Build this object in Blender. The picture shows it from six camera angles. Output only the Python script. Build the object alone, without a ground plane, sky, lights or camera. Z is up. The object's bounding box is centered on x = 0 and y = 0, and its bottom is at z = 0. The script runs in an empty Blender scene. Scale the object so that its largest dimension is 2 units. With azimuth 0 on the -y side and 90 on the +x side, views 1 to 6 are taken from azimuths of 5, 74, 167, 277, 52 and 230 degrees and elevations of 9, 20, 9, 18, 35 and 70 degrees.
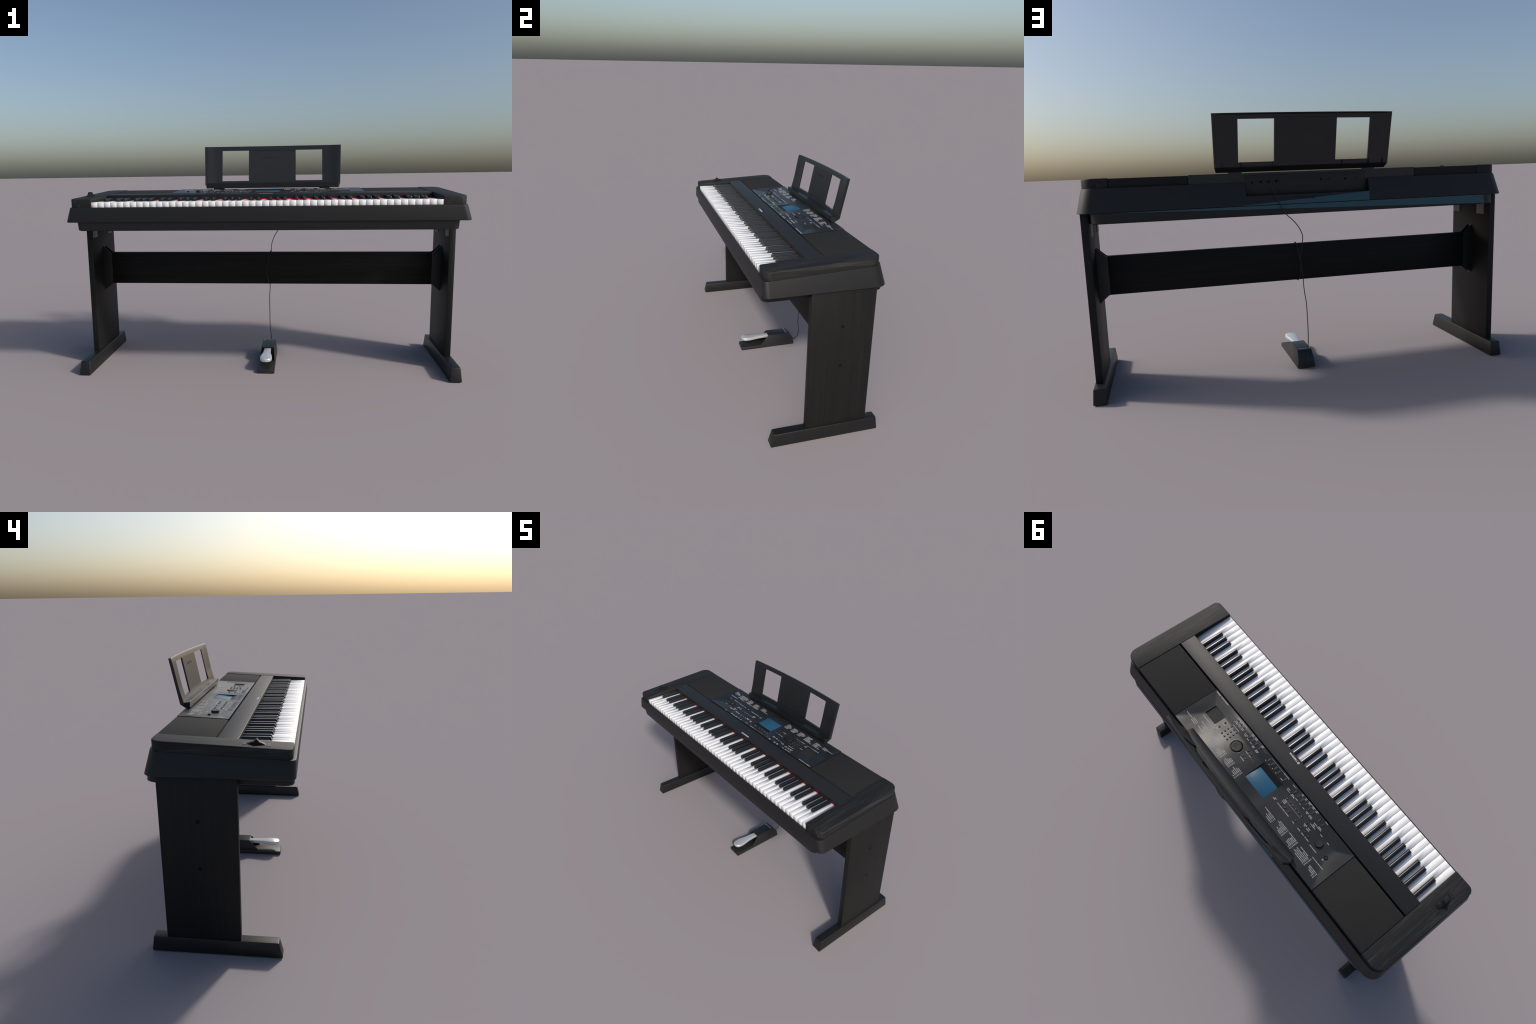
import bpy, bmesh, math, random
from mathutils import Vector, Matrix

RNG = random.Random(7)

# ------------------------------------------------------------------ materials
def new_mat(name):
    m = bpy.data.materials.new(name)
    m.use_nodes = True
    nt = m.node_tree
    return m, nt, nt.nodes["Principled BSDF"]

def plain(name, col, rough=0.5, metal=0.0, spec=0.5, coat=0.0, bump=0.0, bump_scale=600.0):
    m, nt, b = new_mat(name)
    b.inputs["Base Color"].default_value = (*col, 1)
    b.inputs["Roughness"].default_value = rough
    b.inputs["Metallic"].default_value = metal
    b.inputs["Specular IOR Level"].default_value = spec
    b.inputs["Coat Weight"].default_value = coat
    if bump:
        tc = nt.nodes.new("ShaderNodeTexCoord")
        n = nt.nodes.new("ShaderNodeTexNoise")
        n.inputs["Scale"].default_value = bump_scale
        n.inputs["Detail"].default_value = 3
        bp = nt.nodes.new("ShaderNodeBump")
        bp.inputs["Strength"].default_value = bump
        bp.inputs["Distance"].default_value = 0.001
        nt.links.new(tc.outputs["Object"], n.inputs["Vector"])
        nt.links.new(n.outputs["Fac"], bp.inputs["Height"])
        nt.links.new(bp.outputs["Normal"], b.inputs["Normal"])
    return m

def wood(name, axis, dark, light, rough=0.5, fine=260.0, bump=0.2, spec=0.3, lo=0.2, hi=0.42):
    """Black stained wood: fine streaks that run along one axis."""
    m, nt, b = new_mat(name)
    N, L = nt.nodes, nt.links
    tc = N.new("ShaderNodeTexCoord")
    mp = N.new("ShaderNodeMapping")
    sc = [fine, fine, fine]
    sc["xyz".index(axis)] = fine * 0.025
    mp.inputs["Scale"].default_value = sc
    n1 = N.new("ShaderNodeTexNoise")
    n1.inputs["Scale"].default_value = 1.0
    n1.inputs["Detail"].default_value = 4
    n1.inputs["Roughness"].default_value = 0.65
    mp2 = N.new("ShaderNodeMapping")
    s2 = [fine * 0.22] * 3
    s2["xyz".index(axis)] = fine * 0.004
    mp2.inputs["Scale"].default_value = s2
    n2 = N.new("ShaderNodeTexNoise")
    n2.inputs["Scale"].default_value = 1.0
    n2.inputs["Detail"].default_value = 2
    mul = N.new("ShaderNodeMath"); mul.operation = "MULTIPLY"
    ramp = N.new("ShaderNodeValToRGB")
    ramp.color_ramp.elements[0].position = lo
    ramp.color_ramp.elements[0].color = (*dark, 1)
    ramp.color_ramp.elements[1].position = hi
    ramp.color_ramp.elements[1].color = (*light, 1)
    bp = N.new("ShaderNodeBump")
    bp.inputs["Strength"].default_value = bump
    bp.inputs["Distance"].default_value = 0.0006
    L.new(tc.outputs["Object"], mp.inputs["Vector"])
    L.new(tc.outputs["Object"], mp2.inputs["Vector"])
    L.new(mp.outputs["Vector"], n1.inputs["Vector"])
    L.new(mp2.outputs["Vector"], n2.inputs["Vector"])
    L.new(n1.outputs["Fac"], mul.inputs[0]); L.new(n2.outputs["Fac"], mul.inputs[1])
    L.new(mul.outputs[0], ramp.inputs["Fac"])
    L.new(ramp.outputs["Color"], b.inputs["Base Color"])
    L.new(n1.outputs["Fac"], bp.inputs["Height"])
    L.new(bp.outputs["Normal"], b.inputs["Normal"])
    b.inputs["Roughness"].default_value = rough
    b.inputs["Specular IOR Level"].default_value = spec
    return m

def cloth(name, col):
    """Woven speaker cloth: fine crossing threads."""
    m, nt, b = new_mat(name)
    N, L = nt.nodes, nt.links
    tc = N.new("ShaderNodeTexCoord")
    v = N.new("ShaderNodeTexVoronoi"); v.inputs["Scale"].default_value = 330
    n = N.new("ShaderNodeTexNoise"); n.inputs["Scale"].default_value = 240
    ramp = N.new("ShaderNodeValToRGB")
    ramp.color_ramp.elements[0].color = (*[c * 0.75 for c in col], 1)
    ramp.color_ramp.elements[1].color = (*[c * 1.3 for c in col], 1)
    bp = N.new("ShaderNodeBump"); bp.inputs["Strength"].default_value = 0.5
    bp.inputs["Distance"].default_value = 0.001
    L.new(tc.outputs["Object"], v.inputs["Vector"]); L.new(tc.outputs["Object"], n.inputs["Vector"])
    L.new(n.outputs["Fac"], ramp.inputs["Fac"]); L.new(ramp.outputs["Color"], b.inputs["Base Color"])
    L.new(v.outputs["Distance"], bp.inputs["Height"]); L.new(bp.outputs["Normal"], b.inputs["Normal"])
    b.inputs["Roughness"].default_value = 0.9
    b.inputs["Specular IOR Level"].default_value = 0.2
    return m

M_CASE = plain("case_plastic", (0.0105, 0.0105, 0.0108), 0.50, spec=0.35, bump=0.06, bump_scale=900)
M_STRIP = plain("satin_strip_plastic", (0.0155, 0.016, 0.0175), 0.51, spec=0.25)
M_PANEL = plain("panel_plastic", (0.013, 0.0135, 0.0145), 0.35, spec=0.45)
def add_panel_glare_bump(m):
    """Shading-only bump, in metres, drawing patchy sun glare on the panel: dish, mound and noise."""
    nt = m.node_tree; N, L = nt.nodes, nt.links
    tc = N.new("ShaderNodeTexCoord"); sp = N.new("ShaderNodeSeparateXYZ")
    L.new(tc.outputs["Object"], sp.inputs[0])
    def mt(op, a, b=0.0, c=0.0):
        n = N.new("ShaderNodeMath"); n.operation = op
        for k, v in enumerate((a, b, c)):
            if isinstance(v, (int, float)): n.inputs[k].default_value = v
            else: L.new(v, n.inputs[k])
        return n.outputs[0]
    x, y = sp.outputs["X"], sp.outputs["Y"]
    f1 = mt("MULTIPLY", mt("SUBTRACT", y, 0.003), 1 / 0.060)
    f2 = mt("MULTIPLY", mt("SUBTRACT", 0.2505, y), 1 / 0.130)
    fx = mt("MULTIPLY", mt("SUBTRACT", 0.5305, mt("ABSOLUTE", x)), 1 / 0.074)
    m1 = mt("SMOOTH_MIN", f1, f2, 0.15); m2 = mt("SMOOTH_MIN", fx, 1.0, 0.25)
    dish = mt("SMOOTH_MIN", m1, m2, 0.15)
    q = mt("MULTIPLY", mt("SUBTRACT", x, 0.17), 1 / 0.17)
    mound = mt("EXPONENT", mt("MULTIPLY", mt("MULTIPLY", q, q), -1.0))
    nz = N.new("ShaderNodeTexNoise"); nz.inputs["Scale"].default_value = 9.0; nz.inputs["Detail"].default_value = 0.0
    L.new(tc.outputs["Object"], nz.inputs["Vector"])
    h = mt("ADD", mt("MULTIPLY", mound, 0.0190), mt("MULTIPLY", dish, -0.0065))
    h = mt("ADD", h, mt("MULTIPLY", nz.outputs["Fac"], 0.0045))
    bp = N.new("ShaderNodeBump"); bp.inputs["Strength"].default_value = 1.0; bp.inputs["Distance"].default_value = 1.0
    L.new(h, bp.inputs["Height"]); L.new(bp.outputs["Normal"], N["Principled BSDF"].inputs["Normal"])
add_panel_glare_bump(M_PANEL)
M_REST = plain("rest_plastic", (0.0085, 0.0088, 0.0095), 0.36)
M_RESTMAT = plain("rest_insert_plastic", (0.0085, 0.0088, 0.0095), 0.45, bump=0.1, bump_scale=1200)
M_CHEEK = wood("cheek_wood", "y", (0.0095, 0.0095, 0.0097), (0.038, 0.038, 0.037), 0.66, spec=0.30, lo=0.25, hi=0.44, bump=0.3)
M_LEG = wood("leg_wood", "z", (0.0079, 0.0078, 0.0075), (0.0122, 0.0119, 0.0113), 0.55, spec=0.25, fine=420.0)
M_BEAM = wood("beam_wood", "x", (0.0032, 0.0032, 0.0032), (0.0085, 0.0082, 0.0078), 0.55, spec=0.2, fine=420.0)
M_FOOT = plain("foot_laminate", (0.0085, 0.0088, 0.0088), 0.42, spec=0.4)
M_CLOTH = cloth("speaker_cloth", (0.0185, 0.0182, 0.0178))
M_WHITE = plain("white_key_plastic", (0.80, 0.79, 0.78), 0.28)
M_BLACK = plain("black_key_plastic", (0.0095, 0.0098, 0.0108), 0.29)
M_FELT = plain("red_felt", (0.62, 0.010, 0.008), 0.95, spec=0.1)
M_LCD = plain("display_glass", (0.020, 0.082, 0.145), 0.32, spec=0.22)  # blue lightened a little for the reflection seen on the glass
M_TEAL = plain("blue_strip_plastic", (0.020, 0.070, 0.092), 0.55)
M_PRINT = plain("printed_ink", (0.30, 0.30, 0.30), 0.5)
M_SILVER = plain("logo_ink", (0.55, 0.55, 0.54), 0.45)
M_BUTTON = plain("button_plastic", (0.014, 0.014, 0.014), 0.5, spec=0.3)
M_BEZEL = plain("bezel_plastic", (0.006, 0.006, 0.0065), 0.45, spec=0.2)
M_MATTE = plain("matte_plastic", (0.020, 0.020, 0.020), 0.7, spec=0.2)
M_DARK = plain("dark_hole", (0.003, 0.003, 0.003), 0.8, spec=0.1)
M_CAP = plain("screw_cap_plastic", (0.0045, 0.0045, 0.0045), 0.7, spec=0.15)
M_GREEN = plain("green_lamp", (0.05, 0.30, 0.03), 0.4)
M_YELLOW = plain("yellow_lamp", (0.80, 0.75, 0.08), 0.4)
M_ZINC = plain("zinc_plate", (0.17, 0.155, 0.15), 0.55, metal=0.0, bump=0.3, bump_scale=300)
M_METALBLK = plain("black_bracket_steel", (0.009, 0.009, 0.0095), 0.4)
M_CHROME = plain("pedal_metal", (0.72, 0.73, 0.74), 0.33, metal=0.55)
M_PEDAL = plain("pedal_plastic", (0.014, 0.014, 0.0145), 0.42, bump=0.06, bump_scale=900)
M_CABLE = plain("cable_rubber", (0.012, 0.012, 0.012), 0.5)
M_ORANGE = plain("badge_orange", (0.42, 0.20, 0.10), 0.5)

# ------------------------------------------------------------------ helpers
def finish(name, bm_or_data, mat, parent=None, angle=30.0, smooth=True):
    me = bpy.data.meshes.new(name)
    if isinstance(bm_or_data, bmesh.types.BMesh):
        bmesh.ops.recalc_face_normals(bm_or_data, faces=bm_or_data.faces)
        bm_or_data.to_mesh(me); bm_or_data.free()
    else:
        bm = bmesh.new()
        vs = [bm.verts.new(v) for v in bm_or_data[0]]
        for f in bm_or_data[1]:
            try: bm.faces.new([vs[i] for i in f])
            except ValueError: pass
        bmesh.ops.recalc_face_normals(bm, faces=bm.faces)
        bm.to_mesh(me); bm.free()
    if smooth:
        me.polygons.foreach_set("use_smooth", [True] * len(me.polygons))
        me.set_sharp_from_angle(angle=math.radians(angle))
    me.materials.append(mat)
    ob = bpy.data.objects.new(name, me)
    bpy.context.scene.collection.objects.link(ob)
    if parent: ob.parent = parent
    return ob

def empty(name, loc, label, category):
    ob = bpy.data.objects.new(name, None)
    ob.location = loc
    bpy.context.scene.collection.objects.link(ob)
    ob["label"] = label; ob["category"] = category
    return ob

def bevel_all(bm, w, seg=2, min_angle=30):
    bm.normal_update()
    es = [e for e in bm.edges if len(e.link_faces) == 2 and e.calc_face_angle(0) > math.radians(min_angle)]
    bmesh.ops.bevel(bm, geom=es, offset=w, segments=seg, profile=0.5, affect='EDGES', clamp_overlap=True)

def hexa(corners, bev=0.0, seg=2):
    """corners: 4 bottom then 4 top, same winding."""
    bm = bmesh.new()
    v = [bm.verts.new(c) for c in corners]
    for f in ((3, 2, 1, 0), (4, 5, 6, 7), (0, 1, 5, 4), (1, 2, 6, 5), (2, 3, 7, 6), (3, 0, 4, 7)):
        bm.faces.new([v[i] for i in f])
    bmesh.ops.recalc_face_normals(bm, faces=bm.faces)
    if bev: bevel_all(bm, bev, seg)
    return bm

def box_bm(x0, x1, y0, y1, z0, z1, bev=0.0, seg=2):
    return hexa([(x0, y0, z0), (x1, y0, z0), (x1, y1, z0), (x0, y1, z0),
                 (x0, y0, z1), (x1, y0, z1), (x1, y1, z1), (x0, y1, z1)], bev, seg)

def box(name, x0, x1, y0, y1, z0, z1, mat, parent, bev=0.0, seg=2):
    return finish(name, box_bm(x0, x1, y0, y1, z0, z1, bev, seg), mat, parent)

def loft_bm(rings):
    bm = bmesh.new()
    R = [[bm.verts.new(p) for p in r] for r in rings]
    n = len(R[0])
    for a, b in zip(R, R[1:]):
        for i in range(n):
            bm.faces.new((a[i], a[(i + 1) % n], b[(i + 1) % n], b[i]))
    bm.faces.new(R[0][::-1]); bm.faces.new(R[-1])
    bmesh.ops.recalc_face_normals(bm, faces=bm.faces)
    return bm

def rounded(x0, x1, y0, y1, radii, seg=8):
    """Rounded rectangle; radii for corners (x0,y0),(x1,y0),(x1,y1),(x0,y1)."""
    out = []
    for (cx, cy, sx, sy, a0), r in zip(((x0, y0, 1, 1, 180), (x1, y0, -1, 1, 270),
                                        (x1, y1, -1, -1, 0), (x0, y1, 1, -1, 90)), radii):
        for k in range(seg + 1):
            a = math.radians(a0 + 90 * k / seg)
            rr = max(r, 1e-5)
            out.append((cx + sx * rr + rr * math.cos(a), cy + sy * rr + rr * math.sin(a)))
    return out

def cyl_bm(cx, cy, z0, z1, r, seg=32, bev=0.0, r_top=None):
    rt = r if r_top is None else r_top
    ring = lambda rad, z: [(cx + rad * math.cos(2 * math.pi * i / seg), cy + rad * math.sin(2 * math.pi * i / seg), z) for i in range(seg)]
    rings = [ring(r, z0), ring(rt, z1 - bev)]
    if bev: rings.append(ring(rt - bev, z1))
    return loft_bm(rings)

def join_bms(bms):
    out = bmesh.new()
    tmp = bpy.data.meshes.new("tmp")
    for b in bms:
        b.to_mesh(tmp); b.free(); out.from_mesh(tmp)
    bpy.data.meshes.remove(tmp)
    return out

def bake(ob):
    """Apply all modifiers of ob."""
    dg = bpy.context.evaluated_depsgraph_get()
    me = bpy.data.meshes.new_from_object(ob.evaluated_get(dg))
    ob.modifiers.clear(); old = ob.data; ob.data = me
    bpy.data.meshes.remove(old)

def cut(ob, cutter_bm):
    c = finish("cutter", cutter_bm, M_DARK, smooth=False)
    md = ob.modifiers.new("cut", "BOOLEAN")
    md.operation = "DIFFERENCE"; md.solver = "EXACT"; md.object = c
    bpy.context.view_layer.update()
    bake(ob)
    me = c.data
    bpy.data.objects.remove(c); bpy.data.meshes.remove(me)
    ob.data.polygons.foreach_set("use_smooth", [True] * len(ob.data.polygons))
    ob.data.set_sharp_from_angle(angle=math.radians(30))

def lettering(name, text, size, extrude, mat, parent, matrix, spacing=1.0, bold=0.0):
    cu = bpy.data.curves.new(name, "FONT")
    cu.body = text; cu.size = size; cu.extrude = extrude; cu.space_character = spacing
    cu.offset = bold; cu.align_x = "LEFT"; cu.resolution_u = 3
    tmp = bpy.data.objects.new(name + "_src", cu)
    bpy.context.scene.collection.objects.link(tmp)
    bpy.context.view_layer.update()
    me = bpy.data.meshes.new_from_object(tmp.evaluated_get(bpy.context.evaluated_depsgraph_get()))
    bpy.data.objects.remove(tmp); bpy.data.curves.remove(cu)
    me.transform(matrix)
    me.materials.clear(); me.materials.append(mat); me.name = name
    ob = bpy.data.objects.new(name, me)
    bpy.context.scene.collection.objects.link(ob)
    ob.parent = parent
    return ob

def emblem_bm(r, depth):
    """Ring with three crossed tuning-fork bars, in the xy plane, z 0..depth."""
    parts = []
    seg = 28
    ring = lambda rad, z: [(rad * math.cos(2 * math.pi * i / seg), rad * math.sin(2 * math.pi * i / seg), z) for i in range(seg)]
    bm = bmesh.new()
    rs = [[bm.verts.new(p) for p in ring(rad, z)] for rad, z in ((r, 0), (r, depth), (r * .74, depth), (r * .74, 0))]
    for a, b in zip(rs, rs[1:]):
        for i in range(seg): bm.faces.new((a[i], a[(i + 1) % seg], b[(i + 1) % seg], b[i]))
    parts.append(bm)
    for k in range(3):
        b = box_bm(-r * .76, r * .76, -r * .11, r * .11, 0, depth * .9 + k * 1e-5)
        bmesh.ops.rotate(b, verts=b.verts, cent=(0, 0, 0), matrix=Matrix.Rotation(math.radians(90 + 60 * k), 3, 'Z'))
        parts.append(b)
    return join_bms(parts)

def arc_pts(pts, closed=False, sub=8):
    """Catmull-Rom through 3D points."""
    P = [Vector(p) for p in pts]; out = []
    for i in range(len(P) - 1):
        p0 = P[max(i - 1, 0)]; p1 = P[i]; p2 = P[i + 1]; p3 = P[min(i + 2, len(P) - 1)]
        for k in range(sub):
            t = k / sub
            out.append(0.5 * ((2 * p1) + (-p0 + p2) * t + (2 * p0 - 5 * p1 + 4 * p2 - p3) * t * t + (-p0 + 3 * p1 - 3 * p2 + p3) * t ** 3))
    out.append(P[-1])
    return out

def tube(name, pts, r, mat, parent, seg=8):
    rings = []
    for i, p in enumerate(pts):
        t = (pts[min(i + 1, len(pts) - 1)] - pts[max(i - 1, 0)]).normalized()
        n = t.orthogonal().normalized() if i == 0 else (n - t * n.dot(t)).normalized()
        b = t.cross(n)
        rings.append([tuple(p + r * (math.cos(2 * math.pi * k / seg) * n + math.sin(2 * math.pi * k / seg) * b)) for k in range(seg)])
    return finish(name, loft_bm(rings), mat, parent, angle=60)

def smoothstep(a, b, v):
    t = min(max((v - a) / (b - a), 0.0), 1.0)
    return t * t * (3 - 2 * t)

# ------------------------------------------------------------------ the thing
PIANO = empty("digital_piano", (0, 0, 0), "black digital stage piano on wooden stand with music rest", "digital piano")

TOP_A, TOP_S = 0.9580, 0.049          # sloping top plane z = A + S*y
RIM_A, RIM_S = 0.9165, 0.050          # top edge of the flared rim
top = lambda y: TOP_A + TOP_S * y
rimtop = lambda y: RIM_A + RIM_S * y

# ---- flared rim (middle shell)
def rim_ring(xh, yf, yr, rf, rr, zf):
    return [(x, y, zf(y)) for x, y in rounded(-xh, xh, yf, yr, (rf, rf, rr, rr), 10)]
rim = finish("rim", loft_bm([
    rim_ring(0.996, -0.3315, 0.2845, 0.030, 0.058, lambda y: 0.8255),
    rim_ring(0.999, -0.3330, 0.2872, 0.032, 0.061, lambda y: 0.8280),
    rim_ring(0.9785, -0.3330, 0.2622, 0.030, 0.058, lambda y: rimtop(y) - 0.006),
    rim_ring(0.9762, -0.3315, 0.2606, 0.028, 0.057, lambda y: rimtop(y) - 0.001),
    rim_ring(0.9700, -0.3275, 0.2585, 0.024, 0.055, rimtop)]), M_CASE, PIANO)
cut(rim, box_bm(-0.8640, 0.8640, -0.3185, -0.0850, 0.8500, 1.0))
cut(rim, box_bm(-0.8720, 0.8720, 0.2440, 0.2560, 0.9050, 1.0))     # shadow groove behind the top parts
cut(rim, box_bm(-0.2925, 0.2855, 0.246, 0.33, 0.8690, 1.0))        # recess for the jack panel

# ---- lower tray under the rim
def tray_ring(xh, yf, yr, z):
    return [(x, y, z) for x, y in rounded(-xh, xh, yf, yr, (0.03, 0.03, 0.05, 0.05), 8)]
finish("bottom_tray", loft_bm([tray_ring(0.938, -0.3180, 0.2885, 0.7815), tray_ring(0.943, -0.3235, 0.2930, 0.7850),
                               tray_ring(0.945, -0.3285, 0.2885, 0.8262)]), M_CASE, PIANO)

# ---- blue strip on the back, lying slightly askew
def back_face(z, out):                 # surface of tray / rim at the back
    if z <= 0.8262: return 0.2930 - (z - 0.785) / 0.0412 * 0.0045 + out
    return 0.2872 - (z - 0.828) / 0.096 * 0.0250 + out
def back_poly(pts, out=0.0012):
    bm = bmesh.new()
    f = [bm.verts.new((x, back_face(z, out), z)) for x, z in pts]
    b = [bm.verts.new((x, back_face(z, -0.003), z)) for x, z in pts]
    n = len(pts)
    bm.faces.new(f); bm.faces.new(b[::-1])
    for i in range(n): bm.faces.new((f[i], f[(i + 1) % n], b[(i + 1) % n], b[i]))
    return bm
finish("blue_strip", join_bms([
    back_poly([(0.868, 0.8254), (-0.8795, 0.8254), (-0.8835, 0.7805 + .005)]),
    back_poly([(0.317, 0.8285), (-0.2910, 0.8285), (-0.2910, 0.8690)])]), M_TEAL, PIANO, smooth=False)

# ---- end cheeks
def cheek(side):
    x0, x1 = 0.8645, 0.9740
    def ring(ins, zf):
        rr = [(x, y, zf(y)) for x, y in rounded(x0, x1 - ins, -0.3195 + ins, 0.2520 - ins, (0.001, 0.030 - ins * .5, 0.050 - ins * .5, 0.001), 8)]
        return [(side * x, y, z) for x, y, z in rr]
    bm = loft_bm([ring(0, lambda y: rimtop(y) - 0.002), ring(0, lambda y: top(y) - 0.0050), ring(0.0010, lambda y: top(y) - 0.0024),
                  ring(0.0026, lambda y: top(y) - 0.0008), ring(0.0055, top)])
    return finish("end_cheek", bm, M_CHEEK, PIANO)
for s in (-1, 1): cheek(s)

# ---- pitch wheel on the left cheek
WX0, WX1 = -0.9335, -0.9120
def plate_z(y): return top(y) + 0.0012
bm = bmesh.new()
outer = [(-0.9425, -0.2300), (-0.9000, -0.2300), (-0.9000, -0.1180), (-0.9425, -0.1180)]
inner = [(WX0 - .0006, -0.2140), (WX1 + .0006, -0.2140), (WX1 + .0006, -0.1325), (WX0 - .0006, -0.1325)]
rows = []
for loop, dz in ((outer, -0.002), (outer, 0.0), (inner, 0.0), (inner, -0.0013)):
    rows.append([bm.verts.new((x, y, plate_z(y) + dz)) for x, y in loop])
for a, b in zip(rows, rows[1:]):
    for i in range(4): bm.faces.new((a[i], a[(i + 1) % 4], b[(i + 1) % 4], b[i]))
finish("wheel_bezel", bm, M_CASE, PIANO, smooth=False)
well = [(x, y, top(y) + 0.0002 + dz) for dz in (-0.004, 0.0) for x, y in inner]
finish("wheel_well", hexa(well), M_DARK, PIANO)
prof = []
for k in range(25):
    t = -1 + 2 * k / 24
    y = -0.1735 + t * 0.0385
    prof.append((y, top(y) + 0.0005 + 0.0125 * (1 - t * t) + 0.0110 * max(0.0, 1 - abs(t) / 0.34) ** 1.2))
wr = []
for x in (WX0, WX0 + 0.0015, WX1 - 0.0015, WX1):
    d = 0.0008 if x in (WX0, WX1) else 0.0
    wr.append([(x, y, z - d) for y, z in prof] + [(x, prof[-1][0], 0.945), (x, prof[0][0], 0.945)])
wheel = finish("pitch_wheel", loft_bm(wr), plain("wheel_rubber", (0.010, 0.010, 0.0105), 0.55, spec=0.3), PIANO)

# ---- strip between keys and panel
def sloped_slab(x0, x1, y0, y1, zoff, zbot, bev, seg=3):
    return hexa([(x0, y0, zbot), (x1, y0, zbot), (x1, y1, zbot), (x0, y1, zbot),
                 (x0, y0, top(y0) + zoff), (x1, y0, top(y0) + zoff), (x1, y1, top(y1) + zoff), (x0, y1, top(y1) + zoff)], bev, seg)
strip = finish("key_cover_strip", sloped_slab(-0.8640, 0.8640, -0.0925, -0.0030, -0.0010, 0.9262, 0.0030), M_STRIP, PIANO)
box("red_felt", -0.8640, 0.8640, -0.0918, -0.0850, 0.9200, 0.9275, M_FELT, PIANO)

# ---- speakers
for s in (-1, 1):
    xs = sorted((s * 0.5325, s * 0.8632))
    finish("speaker_grille", sloped_slab(xs[0], xs[1], 0.0045, 0.2505, -0.0022, 0.9150, 0.0028), M_CLOTH, PIANO)
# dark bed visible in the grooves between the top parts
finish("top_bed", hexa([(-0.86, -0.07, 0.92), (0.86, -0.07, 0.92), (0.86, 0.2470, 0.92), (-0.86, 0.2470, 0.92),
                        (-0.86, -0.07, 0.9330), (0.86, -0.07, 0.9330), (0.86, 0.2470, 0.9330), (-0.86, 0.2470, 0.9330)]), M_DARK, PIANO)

# ------------------------------------------------------------------ keys
PITCH = 1.7270 / 52
KX0 = -0.8635
BW = 0.0190                                        # black key width at its foot
OFFSET = {"A": 0.16, "C": -0.14, "D": 0.14, "F": -0.17, "G": 0.0}   # black key after this white key
NAMES = "ABCDEFG"                                  # the row starts on A
def black_x(i):
    """Centre of the black key between white keys i and i+1, or None."""
    n = NAMES[i % 7]
    return KX0 + PITCH * (i + 1) + OFFSET[n] * BW if 0 <= i < 51 and n in OFFSET else None
KF, KB, KN = -0.3170, -0.0880, -0.2222             # front, back, notch start
def white_bm(nl, nr):
    """White key with notches of width nl / nr for the black neighbours; soft all-round shading."""
    h = PITCH / 2 - 0.0006
    o = [(-h, KF), (h, KF)]
    o += [(h, KN), (h - nr, KN), (h - nr, KB)] if nr else [(h, KB)]
    o += [(-h + nl, KB), (-h + nl, KN), (-h, KN)] if nl else [(-h, KB)]
    zt = lambda y: 0.9250 - 0.0020 * (y - KF) / (KB - KF)
    bm = bmesh.new()
    t = [bm.verts.new((x, y, zt(y))) for x, y in o]
    b = [bm.verts.new((x, y, 0.8900)) for x, y in o]
    n = len(o)
    f = bm.faces.new(t); bm.faces.new(b[::-1])
    for i in range(n): bm.faces.new((t[i], b[i], b[(i + 1) % n], t[(i + 1) % n]))
    bmesh.ops.recalc_face_normals(bm, faces=bm.faces)
    return bm
def soften(me, k):
    """Pillow-like key shading: each corner normal leans a share k from its face towards the vertex normal."""
    vn = [v.normal.copy() for v in me.vertices]
    out = []
    for p in me.polygons:
        for li in p.loop_indices:
            out.append(tuple((p.normal * (1 - k) + vn[me.loops[li].vertex_index] * k).normalized()))
    me.normals_split_custom_set(out)
protos = {}
for i in range(52):
    xc = KX0 + PITCH * (i + 0.5); h = PITCH / 2 - 0.0006
    bl, br = black_x(i - 1), black_x(i)
    nl = round(bl + BW / 2 + 0.0009 - (xc - h), 5) if bl is not None else 0
    nr = round((xc + h) - (br - BW / 2 - 0.0009), 5) if br is not None else 0
    if (nl, nr) not in protos:
        o = protos[nl, nr] = finish("white_key", white_bm(nl, nr), M_WHITE, PIANO, angle=180)
        soften(o.data, 0.58)
    else:
        o = protos[nl, nr].copy(); o.name = "white_key"
        bpy.context.scene.collection.objects.link(o)
    o.location = (xc, 0, RNG.uniform(-0.0003, 0.0003))

def black_bm():
    wt = 0.0150
    secs = [(-0.2205, .9240), (-0.2168, .9370), (-0.2155, .9386), (-0.2135, .9391), (KB, .9388)]
    rings = []
    for y, zt in secs:
        f = (zt - .905) / (.939 - .905)
        w1 = BW + (wt - BW) * f
        c = 0.0014 if zt > .932 else 0.0006
        rings.append([(-BW / 2, y, .9050), (BW / 2, y, .9050), (w1 / 2, y, zt - c), (w1 / 2 - c, y, zt), (-w1 / 2 + c, y, zt), (-w1 / 2, y, zt - c)])
    return loft_bm(rings)
bproto = None
for i in range(51):
    x = black_x(i)
    if x is None: continue
    if bproto is None:
        o = bproto = finish("black_key", black_bm(), M_BLACK, PIANO, angle=60)
    else:
        o = bproto.copy(); o.name = "black_key"
        bpy.context.scene.collection.objects.link(o)
    o.location = (x, 0, 0)

# ------------------------------------------------------------------ control panel
PX, PY0, PY1 = 0.5305, 0.0030, 0.2505
LCD = (-0.0690, 0.0725, 0.0785, 0.1680)
SLOT = (0.3775, 0.4580, 0.0600, 0.1235)
DIAL = (0.2175, 0.1095, 0.0295)
KNOB = (-0.3890, 0.0935, 0.0205)
JOG = (-0.4590, 0.1110, 0.0105)

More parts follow.
